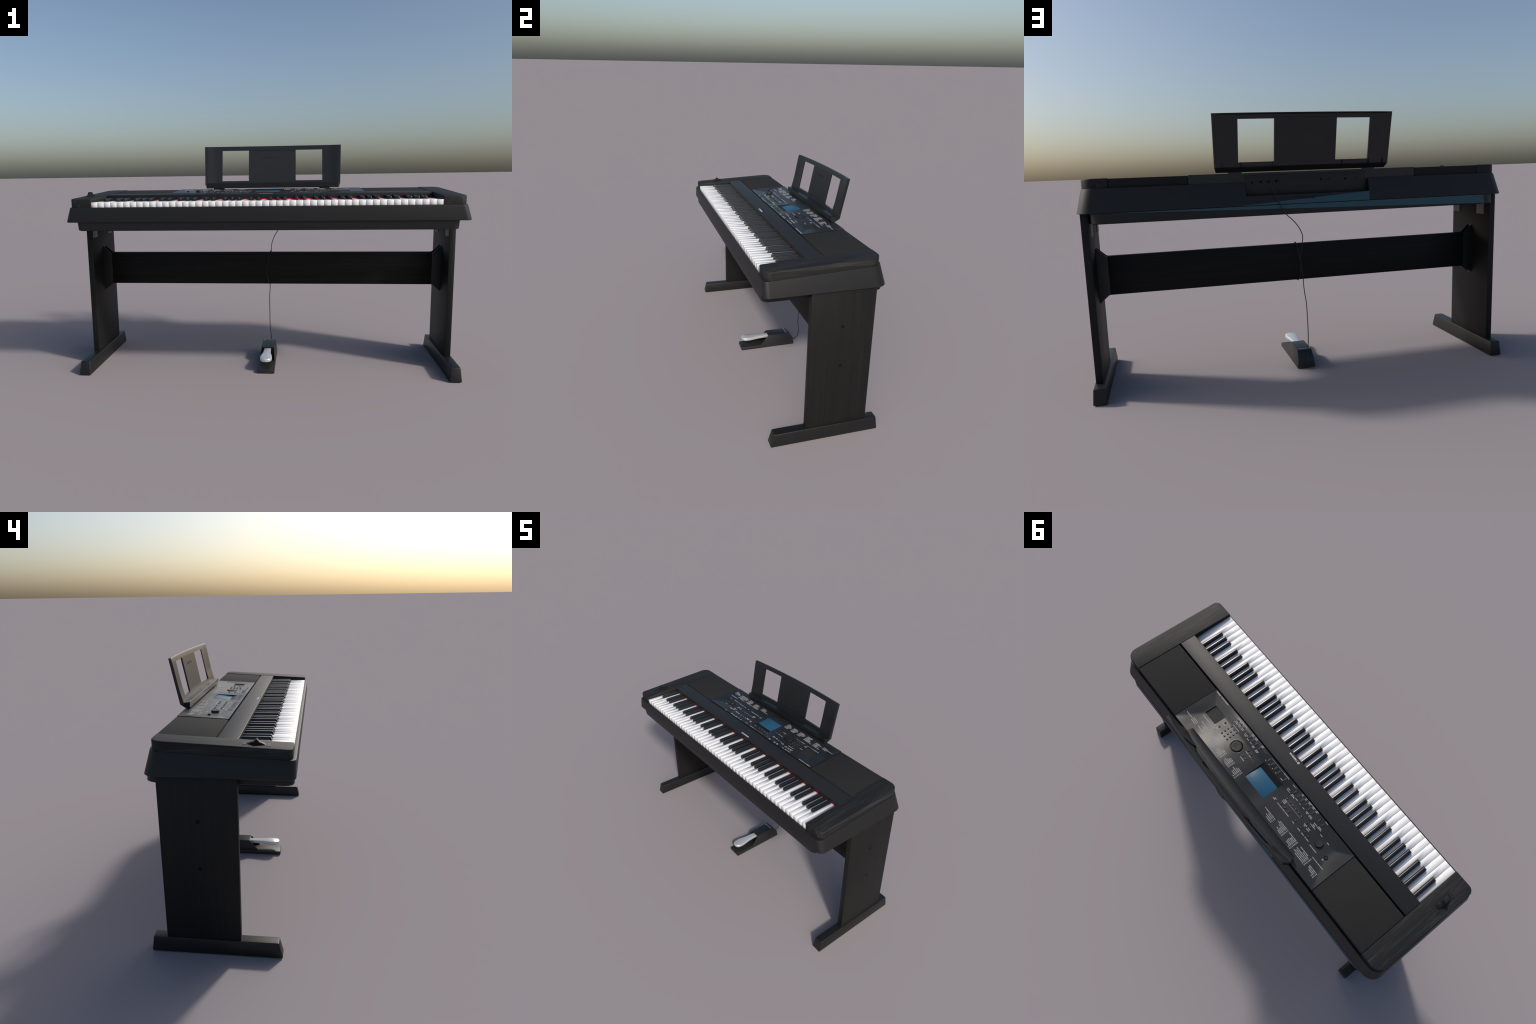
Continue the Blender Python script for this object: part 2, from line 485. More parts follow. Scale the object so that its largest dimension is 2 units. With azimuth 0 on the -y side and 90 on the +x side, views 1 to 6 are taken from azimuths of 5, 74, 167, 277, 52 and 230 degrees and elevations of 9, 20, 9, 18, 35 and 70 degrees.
def smin(a, b, k):
    h = max(k - abs(a - b), 0.0) / k
    return min(a, b) - h * h * k * 0.25

def relief(x, y):
    """Shallow tray with hipped ends pressed into the panel, plus the display, slot and dial recesses."""
    fx = (PX - abs(x)) / 0.074
    f1 = (y - PY0) / 0.060
    f2 = (PY1 - y) / 0.130
    m = smin(smin(f1, f2, 0.12), smin(fx, 1.0, 0.22), 0.12)
    m = max(min(m, 1.0), 0.0)
    h = -0.0030 * m
    edge = smoothstep(0.0, 0.35, f1) * smoothstep(0.0, 0.25, f2) * smoothstep(0.0, 0.8, fx)
    h += 0.0030 * math.exp(-((x - 0.23) / 0.13) ** 2) * (1 - m) * edge  # low mound shaped to tilt the right side towards the sun's highlight
    return h

def panel_z(x, y):
    return top(y) + relief(x, y)

def panel_full(x, y):
    z = panel_z(x, y)
    # display recess with sloping front bezel
    if LCD[0] <= x <= LCD[1] and 0.0515 <= y <= LCD[3]:
        if y < LCD[2]:
            t = (y - 0.0515) / (LCD[2] - 0.0515)
            z += -0.0075 * t
        else:
            t = (y - LCD[2]) / (LCD[3] - LCD[2])
            z = (panel_z(x, LCD[2]) - 0.0080) * (1 - t) + (panel_z(x, LCD[3]) - 0.0030) * t
    # slanted slot at the right end
    if SLOT[0] <= x <= SLOT[1] and SLOT[2] <= y <= SLOT[3]:
        t = (x - SLOT[0]) / (SLOT[1] - SLOT[0])
        z += -0.0055 * t - 0.0004
    # shallow dish round the dial
    d = math.hypot(x - DIAL[0], y - DIAL[1])
    z += 0.0004 * (smoothstep(DIAL[2] + 0.012, DIAL[2] + 0.003, d)) - 0.0012 * smoothstep(DIAL[2] + 0.003, DIAL[2] + 0.001, d)
    return z

def axis(a, b, step, marks):
    n = int(round((b - a) / step))
    v = [a + (b - a) * i / n for i in range(n + 1)]
    for m in marks:
        v += [m - 0.0002, m + 0.0002]
    v = sorted(v); out = [v[0]]
    for q in v[1:]:
        if q - out[-1] > 0.00015: out.append(q)
    return out
xs = axis(-PX, PX, 0.0040, (LCD[0], LCD[1], SLOT[0], SLOT[1]))
ys = axis(PY0, PY1, 0.0030, (LCD[2], LCD[3], 0.0515, SLOT[2], SLOT[3]))
bm = bmesh.new()
grid = [[bm.verts.new((x, y, panel_full(x, y))) for x in xs] for y in ys]
for a, b in zip(grid, grid[1:]):
    for i in range(len(xs) - 1): bm.faces.new((a[i], a[i + 1], b[i + 1], b[i]))
border = [grid[0][i] for i in range(len(xs))] + [r[-1] for r in grid[1:]] + grid[-1][-2::-1] + [r[0] for r in grid[-2:0:-1]]
low = [bm.verts.new((v.co.x, v.co.y, 0.920)) for v in border]
for i in range(len(border)):
    j = (i + 1) % len(border)
    bm.faces.new((border[i], border[j], low[j], low[i]))
PANEL = finish("control_panel", bm, M_PANEL, PIANO, angle=40)

# display glass
def lcd_z(x, y):
    t = (y - LCD[2]) / (LCD[3] - LCD[2])
    return (panel_z(x, LCD[2]) - 0.0080) * (1 - t) + (panel_z(x, LCD[3]) - 0.0030) * t
c = [(LCD[0] + .0006, LCD[2] + .0006), (LCD[1] - .0006, LCD[2] + .0006), (LCD[1] - .0006, LCD[3] - .0006), (LCD[0] + .0006, LCD[3] - .0006)]
finish("display", hexa([(x, y, lcd_z(0, y) - 0.003) for x, y in c] + [(x, y, lcd_z(0, y) + 0.0012) for x, y in c], 0.0006), M_LCD, PANEL)

bz = [(LCD[0] + .0005, 0.0520), (LCD[1] - .0005, 0.0520), (LCD[1] - .0005, LCD[2] + .0003), (LCD[0] + .0005, LCD[2] + .0003)]
bev_z = lambda y: panel_z(0, y) - 0.0075 * (y - 0.0515) / (LCD[2] - 0.0515)
finish("display_bezel", hexa([(x, y, bev_z(y) - .003) for x, y in bz] + [(x, y, bev_z(y) + .0006) for x, y in bz]), M_BEZEL, PANEL, smooth=False)
sl = [(SLOT[0] + .0005, SLOT[2] + .0005), (SLOT[1] - .0005, SLOT[2] + .0005), (SLOT[1] - .0005, SLOT[3] - .0005), (SLOT[0] + .0005, SLOT[3] - .0005)]
sl_z = lambda x, y: panel_z(SLOT[0], y) - 0.0045 * (x - SLOT[0]) / (SLOT[1] - SLOT[0])
finish("card_recess_floor", hexa([(x, y, sl_z(x, y) - .004) for x, y in sl] + [(x, y, sl_z(x, y)) for x, y in sl]), M_MATTE, PANEL, smooth=False)
# dials and knobs
def round_knob(name, cx, cy, r, h, mat, base=0.0):
    z = panel_z(cx, cy)
    tilt = TOP_S
    bm = loft_bm([[(cx + rr * math.cos(2 * math.pi * i / 40), cy + rr * math.sin(2 * math.pi * i / 40), z + zz + tilt * rr * math.sin(2 * math.pi * i / 40)) for i in range(40)]
                  for rr, zz in ((r * 1.02, -0.004), (r, base), (r * .985, h - .0014), (r * .93, h), (r * .80, h - .0003))])
    return finish(name, bm, mat, PANEL, angle=50)
finish("dial_well", cyl_bm(DIAL[0], DIAL[1], panel_z(DIAL[0], DIAL[1]) - 0.004, panel_z(DIAL[0], DIAL[1]) + 0.0004, DIAL[2] + 0.0022), M_DARK, PANEL)
dial = round_knob("data_dial", DIAL[0], DIAL[1], DIAL[2] - 0.0020, 0.0040, M_BUTTON)
dz = panel_z(DIAL[0], DIAL[1])
finish("dial_dimple", cyl_bm(DIAL[0] + .003, DIAL[1] + 0.0175, dz + 0.002, dz + 0.0050, 0.0062, 24, 0.0012), M_PANEL, PANEL)
round_knob("volume_knob", KNOB[0], KNOB[1], KNOB[2], 0.0095, M_BUTTON)
round_knob("power_button", JOG[0], JOG[1], JOG[2] * .62, 0.0055, M_BUTTON)
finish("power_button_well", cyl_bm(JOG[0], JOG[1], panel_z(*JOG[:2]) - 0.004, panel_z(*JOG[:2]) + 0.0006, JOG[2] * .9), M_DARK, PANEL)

# push buttons: rectangular ones share one mesh per size
def rect_proto(w, d, h, mat):
    return finish("button", box_bm(-w / 2, w / 2, -d / 2, d / 2, -0.003, h, 0.0007), mat, PANEL)
def place(proto, used, x, y):
    o = proto if not used else proto.copy()
    if used:
        o.name = "button"; bpy.context.scene.collection.objects.link(o)
    e = 0.002
    sx = (panel_z(x + e, y) - panel_z(x - e, y)) / (2 * e); sy = (panel_z(x, y + e) - panel_z(x, y - e)) / (2 * e)
    o.location = (x, y, panel_z(x, y))
    o.rotation_euler = (math.atan(sy), -math.atan(sx), 0)
    return o
def group(proto, pts):
    for k, (x, y) in enumerate(pts): place(proto, k > 0, x, y)
group(rect_proto(0.0085, 0.0110, 0.0007, M_BUTTON), [(0.3212, .021), (0.2980, .0212), (0.2748, .0213), (0.2405, .0240)])
group(rect_proto(0.0100, 0.0220, 0.0007, M_BUTTON), [(0.2164, .0287), (0.1934, .0287), (0.1692, .0285), (0.1410, .0280)]
      + [(0.0663, .0275), (0.0398, .028), (0.0135, .0285), (-0.0110, .029), (-0.0575, .028)]
      + [(-0.1357 - 0.0258 * k, 0.0268) for k in range(6)] + [(-0.3096, .028), (-0.3363, .028)])
def dot_proto(r, h, mat):
    return finish("button", loft_bm([[(rr * math.cos(2 * math.pi * i / 20), rr * math.sin(2 * math.pi * i / 20), z) for i in range(20)]
                                     for rr, z in ((r, -0.003), (r, h * .6), (r * .75, h))]), mat, PANEL, angle=50)
group(dot_proto(0.0048, 0.0022, M_BUTTON), [(0.3195 - 0.0212 * i, 0.0660 + 0.0190 * j) for i in range(3) for j in range(4)]
      + [(0.3534, .0783), (0.3536, .1135), (0.1628, .112), (0.1395, .1123), (0.1662, .0766), (0.1393, .0772)]
      + [(x, 0.1123) for x in (-.1391, -.1667, -.1922, -.2444, -.2846, -.3120, -.3379)]
      + [(-0.137 - 0.0214 * k, 0.0778) for k in range(6)] + [(-.283, .077), (-.3093, .078)])
for x, y, m in ((-0.1199, .051, M_GREEN), (-0.1212, .0131, M_GREEN), (-0.1516, .0511, M_YELLOW), (0.3537, .1396, M_GREEN)):
    z = panel_z(x, y)
    finish("indicator_lamp", cyl_bm(x, y, z - .001, z + .0012, .0028, 16, .0006), m, PANEL)

# ---- printed legends: rows of tiny glyph blocks lying on the panel
INK = bmesh.new()
def ink_quad(x0, x1, y0, y1, lift=0.0005):
    n = max(1, int((x1 - x0) / 0.006))
    rows = []
    for k in range(n + 1):
        x = x0 + (x1 - x0) * k / n
        rows.append([INK.verts.new((x, y, panel_z(x, y) + d)) for y, d in ((y0, -.0004), (y0, lift), (y1, lift), (y1, -.0004))])
    for a, b in zip(rows, rows[1:]):
        for i in range(3): INK.faces.new((a[i], b[i], b[i + 1], a[i + 1]))
    INK.faces.new(rows[0]); INK.faces.new(rows[-1][::-1])
def ink_text(x0, length, y, h=0.0042, cw=0.0027, gap=0.0007):
    x, left = x0, RNG.randint(4, 9)
    while x < x0 + length - 0.0012:
        w = cw * RNG.uniform(0.75, 1.15)
        hh = h * RNG.choice((1.0, 1.0, 0.85, 0.75))
        ink_quad(x, min(x + w, x0 + length), y - h / 2, y - h / 2 + hh)
        x += w + gap; left -= 1
        if left == 0: x += 0.0016; left = RNG.randint(3, 9)

# voice and style lists at the back: left edge, first y, last y, row lengths
LISTS = [(.433, .185, .200, (.039, .082, .035)),
         (.365, .166, .200, (.061, .035, .044, .029, .054, .035)),
         (.282, .167, .206, (.072, .049, .053, .041, .035, .043, .045)),
         (.215, .171, .204, (.028, .033, .046, .051, .050, .039)),
         (.153, .169, .203, (.033, .038, .040, .050, .044, .036)),
         (.091, .170, .210, (.034, .040, .052, .044, .037, .020)),
         (-.182, .184, .208, (.075, .042, .047, .036)),
         (-.261, .170, .206, (.058, .067, .051, .037, .048, .034)),
         (-.330, .170, .213, (.061, .039, .042, .043, .043, .040, .017)),
         (-.427, .170, .208, (.008, .051, .085, .077, .086, .069)),
         (-.493, .191, .213, (.055, .051, .044, .016))]
for x0, ya, yb, rows in LISTS:
    for i, ln in enumerate(rows):
        y = ya + (yb - ya) * i / (len(rows) - 1)
        ink_text(x0, 0.0075, y)
        if ln > 0.014: ink_text(x0 + 0.0108, ln - 0.0108, y)
ink_text(-.404, .056, .170)
# labels beside buttons: (x from, x to, y)
LABELS_RIGHT = [(.311, .336, .014), (.308, .332, .037), (.313, .330, .030), (.290, .306, .012), (.290, .307, .030), (.290, .302, .037),
    (.265, .281, .012), (.265, .284, .030), (.267, .282, .037), (.227, .252, .035), (.232, .247, .042), (.207, .224, .014), (.211, .224, .008),
    (.183, .200, .014), (.182, .201, .008), (.208, .223, .044), (.184, .199, .044), (.161, .177, .044), (.162, .176, .050), (.129, .151, .045),
    (.136, .152, .051), (.133, .149, .014), (.133, .147, .008), (.294, .326, .140), (.340, .364, .090), (.342, .363, .123), (.349, .358, .130),
    (.274, .322, .054), (.136, .166, .126), (.152, .174, .089), (.132, .146, .090), (.397, .452, .140), (.339, .365, .089)]
LABELS_LEFT = [(-.067, -.026, .0115), (-.052, -.037, .040), (-.116, -.098, .014), (-.112, -.096, .042), (-.114, -.096, .050), (-.106, -.090, .126),
    (-.109, -.095, .120), (-.147, -.130, .052), (-.148, -.133, .046), (-.174, -.157, .046), (-.172, -.162, .013), (-.174, -.161, .007),
    (-.198, -.188, .013), (-.199, -.187, .007), (-.257, -.207, .006), (-.226, -.213, .012), (-.253, -.239, .012), (-.280, -.263, .006),
    (-.276, -.264, .012), (-.196, -.188, .047), (-.225, -.213, .047), (-.255, -.236, .045), (-.249, -.240, .051), (-.279, -.261, .045),
    (-.282, -.260, .051), (-.207, -.121, .126), (-.149, -.129, .102), (-.150, -.128, .095), (-.148, -.131, .088), (-.248, -.237, .127),
    (-.296, -.275, .089), (-.290, -.280, .095), (-.319, -.302, .088), (-.319, -.301, .096), (-.293, -.275, .127), (-.319, -.303, .127),
    (-.328, -.294, .067), (-.319, -.303, .060), (-.320, -.302, .051), (-.352, -.321, .052), (-.347, -.329, .046), (-.375, -.361, .063),
    (-.348, -.329, .007), (-.353, -.325, .127), (-.414, -.366, .132), (-.422, -.408, .063), (-.484, -.417, .157), (-.490, -.485, .157)]
for x0, x1, y in LABELS_RIGHT + LABELS_LEFT:
    ink_text(x0, x1 - x0, y, 0.0042)
# model script at the front right corner
ink_text(.423, .062, .0105, .0052, .0036, .0012); ink_text(.488, .032, .0105, .0062, .0046, .0008)
# hair lines
for x0, x1, y in ((-.023, .068, .0115), (.247, .291, .139), (.358, .397, .140), (-.246, -.152, .088)):
    ink_quad(x0, x1, y - .0005, y + .0005)
for k in range(4):
    ink_quad(.1215 - .0065 * k, .1232 - .0065 * k, .0150, .0165); ink_quad(.1215 - .0065 * k, .1232 - .0065 * k, .0900, .0915)
for x, y in ((.0770, .0405), (.0500, .0405), (.0235, .0410), (-.0030, .0415), (.1335, .0500)):
    ink_quad(x - .002, x + .002, y - .002, y + .002)
for x, y in [(0.3195 - 0.0212 * i, 0.0660 + 0.0190 * j) for i in range(3) for j in range(4)] + [(-0.137 - 0.0214 * k, 0.0778) for k in range(6)] + [(.1628, .112), (.1395, .1123)]:
    ink_quad(x - .0011, x + .0011, y - .0015, y + .0015, 0.0027)
ob = finish("printed_legend", INK, M_PRINT, PANEL, smooth=False); ob["kind"] = "stuff"
# ring mark beside the power button
b = emblem_bm(0.0042, 0.0005)
bmesh.ops.translate(b, verts=b.verts, vec=(-0.4565, 0.1285, panel_z(-.4565, .1285) + .0002))
finish("standby_mark", b, M_PRINT, PANEL, smooth=False)

# maker's lettering on the strip
R_TOP = Matrix.Rotation(math.atan(TOP_S), 4, 'X')
sz = top(-0.0755) - 0.0010
lettering("maker_lettering", "YAMAHA", 0.0140, 0.0004, M_SILVER, strip, Matrix.Translation((-0.0195, -0.0805, top(-.0805) - 0.0008)) @ R_TOP, 1.02, 0.0003)
b = emblem_bm(0.0062, 0.0005)
bmesh.ops.translate(b, verts=b.verts, vec=(-0.0285, -0.0755, sz + 0.0001))
finish("maker_emblem", b, M_SILVER, strip, smooth=False)

# ---- jack panel at the back
JP = box("jack_panel", -0.2840, 0.2850, 0.2440, 0.2522, 0.8690, 0.9615, M_CASE, PIANO, 0.0008)
def back_disc(x, z, r, depth0, depth1, mat, name):
    bm = cyl_bm(0, 0, 0, depth1 - depth0, r, 20, 0.0006)
    bmesh.ops.transform(bm, matrix=Matrix.Translation((x, depth0, z)) @ Matrix.Rotation(math.radians(-90), 4, 'X'), verts=bm.verts)
    return finish(name, bm, mat, JP)
for x, z, r in ((.251, .9273, .0045), (.2133, .929, .0055), (.1767, .9288, .006), (.1426, .9288, .005), (-.0666, .930, .005), (-.1022, .9287, .0035), (-.1844, .929, .0055)):
    back_disc(x, z, r, 0.2495, 0.2527, M_DARK, "jack_socket")
box("port_slot", .1300, .1480, 0.2500, 0.2526, .9315, .9345, M_DARK, JP)
box("port_slot", -.2470, -.2350, 0.2500, 0.2526, .9325, .9340, M_DARK, JP)
box("port_slot", -.2425, -.2395, 0.2500, 0.2526, .9265, .9305, M_DARK, JP)
bm = cyl_bm(0, 0, 0, 0.0180, 0.0042, 16, 0.0012)
bmesh.ops.transform(bm, matrix=Matrix.Translation((.1767, 0.2520, .9288)) @ Matrix.Rotation(math.radians(-90), 4, 'X'), verts=bm.verts)
finish("cable_plug", bm, M_CABLE, JP)
# embossed maker's name on the back
RB = Matrix.Rotation(math.pi, 4, 'Z') @ Matrix.Rotation(math.radians(90) + 0.255, 4, 'X')
lettering("embossed_lettering", "YAMAHA", 0.0185, 0.0007, M_CASE, rim, Matrix.Translation((0.050, back_face(.8465, 0.0003), .8465)) @ RB, 1.02, 0.0003)
b = emblem_bm(0.0085, 0.0010)
bmesh.ops.transform(b, matrix=Matrix.Translation((0.0605, back_face(.8528, -0.0002), .8528)) @ RB, verts=b.verts)
finish("embossed_emblem", b, M_CASE, rim, smooth=False)

# ------------------------------------------------------------------ music rest
RC = 0.0170
def rest_hw(z): return 0.4005 + (z - 0.9925) * 0.0237
def rest_back(x, z):
    u = (x - RC) / 0.405
    return 0.2720 + (z - 0.9925) * 0.198 + 0.0160 * (1 - u * u)
def rest_thick(x, z):
    e = smoothstep(0.82, 1.04, abs(x - RC) / rest_hw(z))
    b = smoothstep(1.080, 1.000, z)
    t = smoothstep(1.195, 1.222, z)
    return 0.0112 + 0.0062 * e + 0.0050 * b - 0.0015 * t
ZB, ZT = 0.9925, 1.2214
# window corners in x at z low / high share the same x
HX = (-0.2830, -0.1240, 0.1570, 0.3135)
HZ = (1.0165, 1.1960)
def lin(a, b, n): return [a + (b - a) * i / n for i in range(n)]
ux = lin(-1, -.74, 8) + lin(-.74, -.35, 8) + lin(-.35, .345, 12) + lin(.345, .73, 8) + lin(.73, 1, 8) + [1]
# snap grid columns to window edges
def col_x(i, z):
    hw = rest_hw(z)
    if i == 8: return HX[0]
    if i == 16: return HX[1]
    if i == 28: return HX[2]
    if i == 36: return HX[3]
    return None
def rest_x(i, z):
    anchors = [(0, RC - rest_hw(z)), (8, HX[0]), (16, HX[1]), (28, HX[2]), (36, HX[3]), (44, RC + rest_hw(z))]
    for (a, xa), (b, xb) in zip(anchors, anchors[1:]):
        if a <= i <= b: return xa + (xb - xa) * (i - a) / (b - a)
zs = lin(ZB, HZ[0], 4) + lin(HZ[0], HZ[1], 12) + lin(HZ[1], ZT - .003, 4) + [ZT - .003, ZT - .0012, ZT]
NI, NJ = 45, len(zs)
def in_window(i, j):                    # whole opening between the two windows; insert is set back in it
    return 8 <= i < 36 and 4 <= j < 16
bm = bmesh.new()
F, B = {}, {}
for j, z in enumerate(zs):
    for i in range(NI):
        x = rest_x(i, z)
        edge = 0.0
        if j >= NJ - 2: edge = 0.0012 if j == NJ - 2 else 0.0030
        inset_x = 0.0
        if i in (0, NI - 1): edge = max(edge, 0.0016)
        F[i, j] = bm.verts.new((x, rest_back(x, z) - rest_thick(x, z) + edge, z))
        hollow = 0.0052 if 0 < i < NI - 1 and j < NJ - 3 else 0.0
        B[i, j] = bm.verts.new((x, rest_back(x, z) - hollow, z - (0.0012 if j == NJ - 1 else 0)))
solid = lambda i, j: 0 <= i < NI - 1 and 0 <= j < NJ - 1 and not in_window(i, j)
for i in range(NI - 1):
    for j in range(NJ - 1):
        if not solid(i, j): continue
        bm.faces.new((F[i, j], F[i + 1, j], F[i + 1, j + 1], F[i, j + 1]))
        bm.faces.new((B[i, j], B[i, j + 1], B[i + 1, j + 1], B[i + 1, j]))
        if not solid(i - 1, j): bm.faces.new((F[i, j], F[i, j + 1], B[i, j + 1], B[i, j]))
        if not solid(i + 1, j): bm.faces.new((F[i + 1, j], B[i + 1, j], B[i + 1, j + 1], F[i + 1, j + 1]))
        if not solid(i, j - 1): bm.faces.new((F[i, j], B[i, j], B[i + 1, j], F[i + 1, j]))
        if not solid(i, j + 1): bm.faces.new((F[i, j + 1], F[i + 1, j + 1], B[i + 1, j + 1], B[i, j + 1]))
REST = finish("music_rest", bm, M_REST, PIANO, angle=35)
# set-back insert between the windows
bm = bmesh.new()
fv, bv = {}, {}
nx, nz = 12, 12
for i in range(nx + 1):
    for j in range(nz + 1):
        z = HZ[0] - .003 + (HZ[1] - HZ[0] + .006) * j / nz
        x = HX[1] + (HX[2] - HX[1]) * i / nx
        fv[i, j] = bm.verts.new((x, rest_back(x, z) - 0.0095, z)); bv[i, j] = bm.verts.new((x, rest_back(x, z) - 0.0003, z))
for i in range(nx):
    for j in range(nz):
        bm.faces.new((fv[i, j], fv[i + 1, j], fv[i + 1, j + 1], fv[i, j + 1])); bm.faces.new((bv[i, j], bv[i, j + 1], bv[i + 1, j + 1], bv[i + 1, j]))
for j in range(nz):
    bm.faces.new((fv[0, j], fv[0, j + 1], bv[0, j + 1], bv[0, j])); bm.faces.new((fv[nx, j], bv[nx, j], bv[nx, j + 1], fv[nx, j + 1]))
for i in range(nx):
    bm.faces.new((fv[i, 0], bv[i, 0], bv[i + 1, 0], fv[i + 1, 0])); bm.faces.new((fv[i, nz], fv[i + 1, nz], bv[i + 1, nz], bv[i, nz]))
finish("rest_insert", bm, M_RESTMAT, REST)
RR = Matrix.Rotation(math.radians(90) - math.atan(0.198), 4, 'X')
xl = -0.0300
lettering("embossed_lettering", "YAMAHA", 0.0200, 0.0007, M_RESTMAT, REST, Matrix.Translation((-0.0260, rest_back(.017, 1.1480) - 0.0095, 1.1480)) @ RR, 1.02, 0.0004)
b = emblem_bm(0.0088, 0.0010)
bmesh.ops.transform(b, matrix=Matrix.Translation((-0.0370, rest_back(.0, 1.155) - 0.0093, 1.1550)) @ RR, verts=b.verts)
finish("embossed_emblem", b, M_RESTMAT, REST, smooth=False)
# ledge: swept profile, front lip straight, back follows the bow
rings = []
for k in range(33):
    u = -1 + 2 * k / 32
    def P(hw, y, z): return (RC + u * hw, y, z)
    xb = RC + u * 0.400
    yb = rest_back(xb, 0.9925)
    yf = rest_back(xb, 1.003) - rest_thick(xb, 1.003)
    rings.append([P(0.4005, yb, 0.9935), P(0.4005, yf + 0.004, 1.0035), P(0.398, yf - 0.001, 1.0022), P(0.391, 0.2300, 1.0040), P(0.3885, 0.2262, 1.0058),
                  P(0.3885, 0.2252, 1.0050), P(0.3885, 0.2262, 0.9775), P(0.3895, 0.2290, 0.9755), P(0.3930, 0.2480, 0.9745)])
finish("rest_ledge", loft_bm(rings), M_REST, REST, angle=30)
# ribs under the back and plug-in feet
for x in (-.3605, -.2890, -.1600, .1620, .3020, .3850):
    yb = rest_back(x, 1.0)
    bm = bmesh.new()
    poly = [(yb + .0005, 1.018), (yb + .004, 1.008), (yb + .004, .996), (0.2520, .9755), (0.2480, .9750), (yb - .004, .9935)]
    a = [bm.verts.new((x - .0013, y, z)) for y, z in poly]; c = [bm.verts.new((x + .0013, y, z)) for y, z in poly]
    bm.faces.new(a); bm.faces.new(c[::-1])
    for i in range(6): bm.faces.new((a[i], a[(i + 1) % 6], c[(i + 1) % 6], c[i]))
    finish("rest_rib", bm, M_REST, REST, smooth=False)
for x0, x1 in ((-.3290, -.2660), (.2955, .3558)):
    box("rest_foot", x0, x1, 0.2330, 0.2490, 0.9550, 0.9800, M_REST, REST, 0.001)
# narrow raised edge on the panel in front of the rest
finish("rest_socket_edge", hexa([(-.268, .2320, .960), (.288, .2320, .960), (.288, .2450, .960), (-.268, .2450, .960),
                                 (-.268, .2335, top(.2335) + .0003), (.288, .2335, top(.2335) + .0003), (.288, .2450, top(.2335) + .0006), (-.268, .2450, top(.2335) + .0006)], 0.0008), M_PANEL, PANEL)

# ------------------------------------------------------------------ stand
for s in (-1, 1):
    X = lambda a, b: sorted((s * a, s * b))
    x0, x1 = X(0.9568, 0.9882)
    leg = box("side_panel", x0, x1, -0.1010, 0.2300, 0.0700, 0.8265, M_LEG, PIANO, 0.0022)
    # foot: tapered block
    bx0, bx1 = X(0.9380, 0.9990); tx0, tx1 = X(0.9445, 0.9940)
    finish("foot", hexa([(bx0, -.2855, 0), (bx1, -.2855, 0), (bx1, .3005, 0), (bx0, .3005, 0),
                         (tx0, -.2680, .0715), (tx1, -.2680, .0715), (tx1, .2920, .0715), (tx0, .2920, .0715)], 0.004, 3), M_FOOT, PIANO)
    # screw caps on the outside
    for z in (0.634, 0.4186):
        bm = cyl_bm(0, 0, 0, 0.0008, 0.0092, 24, 0.0003)
        bmesh.ops.transform(bm, matrix=Matrix.Translation((s * 0.9880, 0.0655, z)) @ Matrix.Rotation(math.radians(90 * s), 4, 'Y'), verts=bm.verts)
        finish("screw_cap", bm, M_CAP, leg)
    # zinc angle plates at the top
    for y0, y1 in ((-0.0925, -0.0330), (0.1245, 0.1860)):
        p0, p1 = X(0.9535, 0.9575)
        q0, q1 = X(0.8700, 0.9600)
        bm = join_bms([box_bm(p0, p1, y0, y1, 0.7195, 0.7812, 0.0006), box_bm(q0, q1, y0, y1, 0.7775, 0.7813, 0.0006)])
        finish("angle_plate", bm, M_ZINC, PIANO)
    # beam bracket: two trapezoid cheeks and a back plate
    parts = []
    for y0, y1 in ((0.0455, 0.0487), (0.0788, 0.0820)):
        bm = bmesh.new()
        poly = [(s * 0.9080, .4365), (s * 0.9080, .6165), (s * 0.9160, .6195), (s * 0.9600, .6600), (s * 0.9600, .3960), (s * 0.9160, .4335)]
        a = [bm.verts.new((x, y0, z)) for x, z in poly]; c = [bm.verts.new((x, y1, z)) for x, z in poly]
        bm.faces.new(a); bm.faces.new(c[::-1])
        for i in range(6): bm.faces.new((a[i], a[(i + 1) % 6], c[(i + 1) % 6], c[i]))
        bmesh.ops.recalc_face_normals(bm, faces=bm.faces)
        parts.append(bm)
    w0, w1 = X(0.9565, 0.9605)
    parts.append(box_bm(w0, w1, 0.0487, 0.0788, 0.397, 0.659))
    br = finish("beam_bracket", join_bms(parts), M_METALBLK, PIANO, smooth=False)
    for z in (0.607, 0.447):
        for y, d in ((0.0448, -1), (0.0827, 1)):
            bm = cyl_bm(0, 0, 0, 0.0022, 0.0055, 16, 0.0008)
            bmesh.ops.transform(bm, matrix=Matrix.Translation((s * 0.9235, y - d * .001, z)) @ Matrix.Rotation(math.radians(-90 * d), 4, 'X'), verts=bm.verts)
            finish("bracket_screw", bm, M_METALBLK, br)
box("cross_beam", -0.9150, 0.9150, 0.0500, 0.0775, 0.4355, 0.6170, M_BEAM, PIANO, 0.0012)

# ------------------------------------------------------------------ sustain pedal
PEDAL = empty("sustain_pedal", (0, 0, 0), "black sustain pedal with metal lever and thin cable", "pedal")
# base plate
finish("pedal_base", hexa([(-.0458, -.2080, 0), (.0458, -.2080, 0), (.0458, .1585, 0), (-.0458, .1585, 0),
                           (-.0440, -.2055, .0190), (.0440, -.2055, .0190), (.0440, .1540, .0190), (-.0440, .1540, .0190)], 0.0015), M_PEDAL, PEDAL)
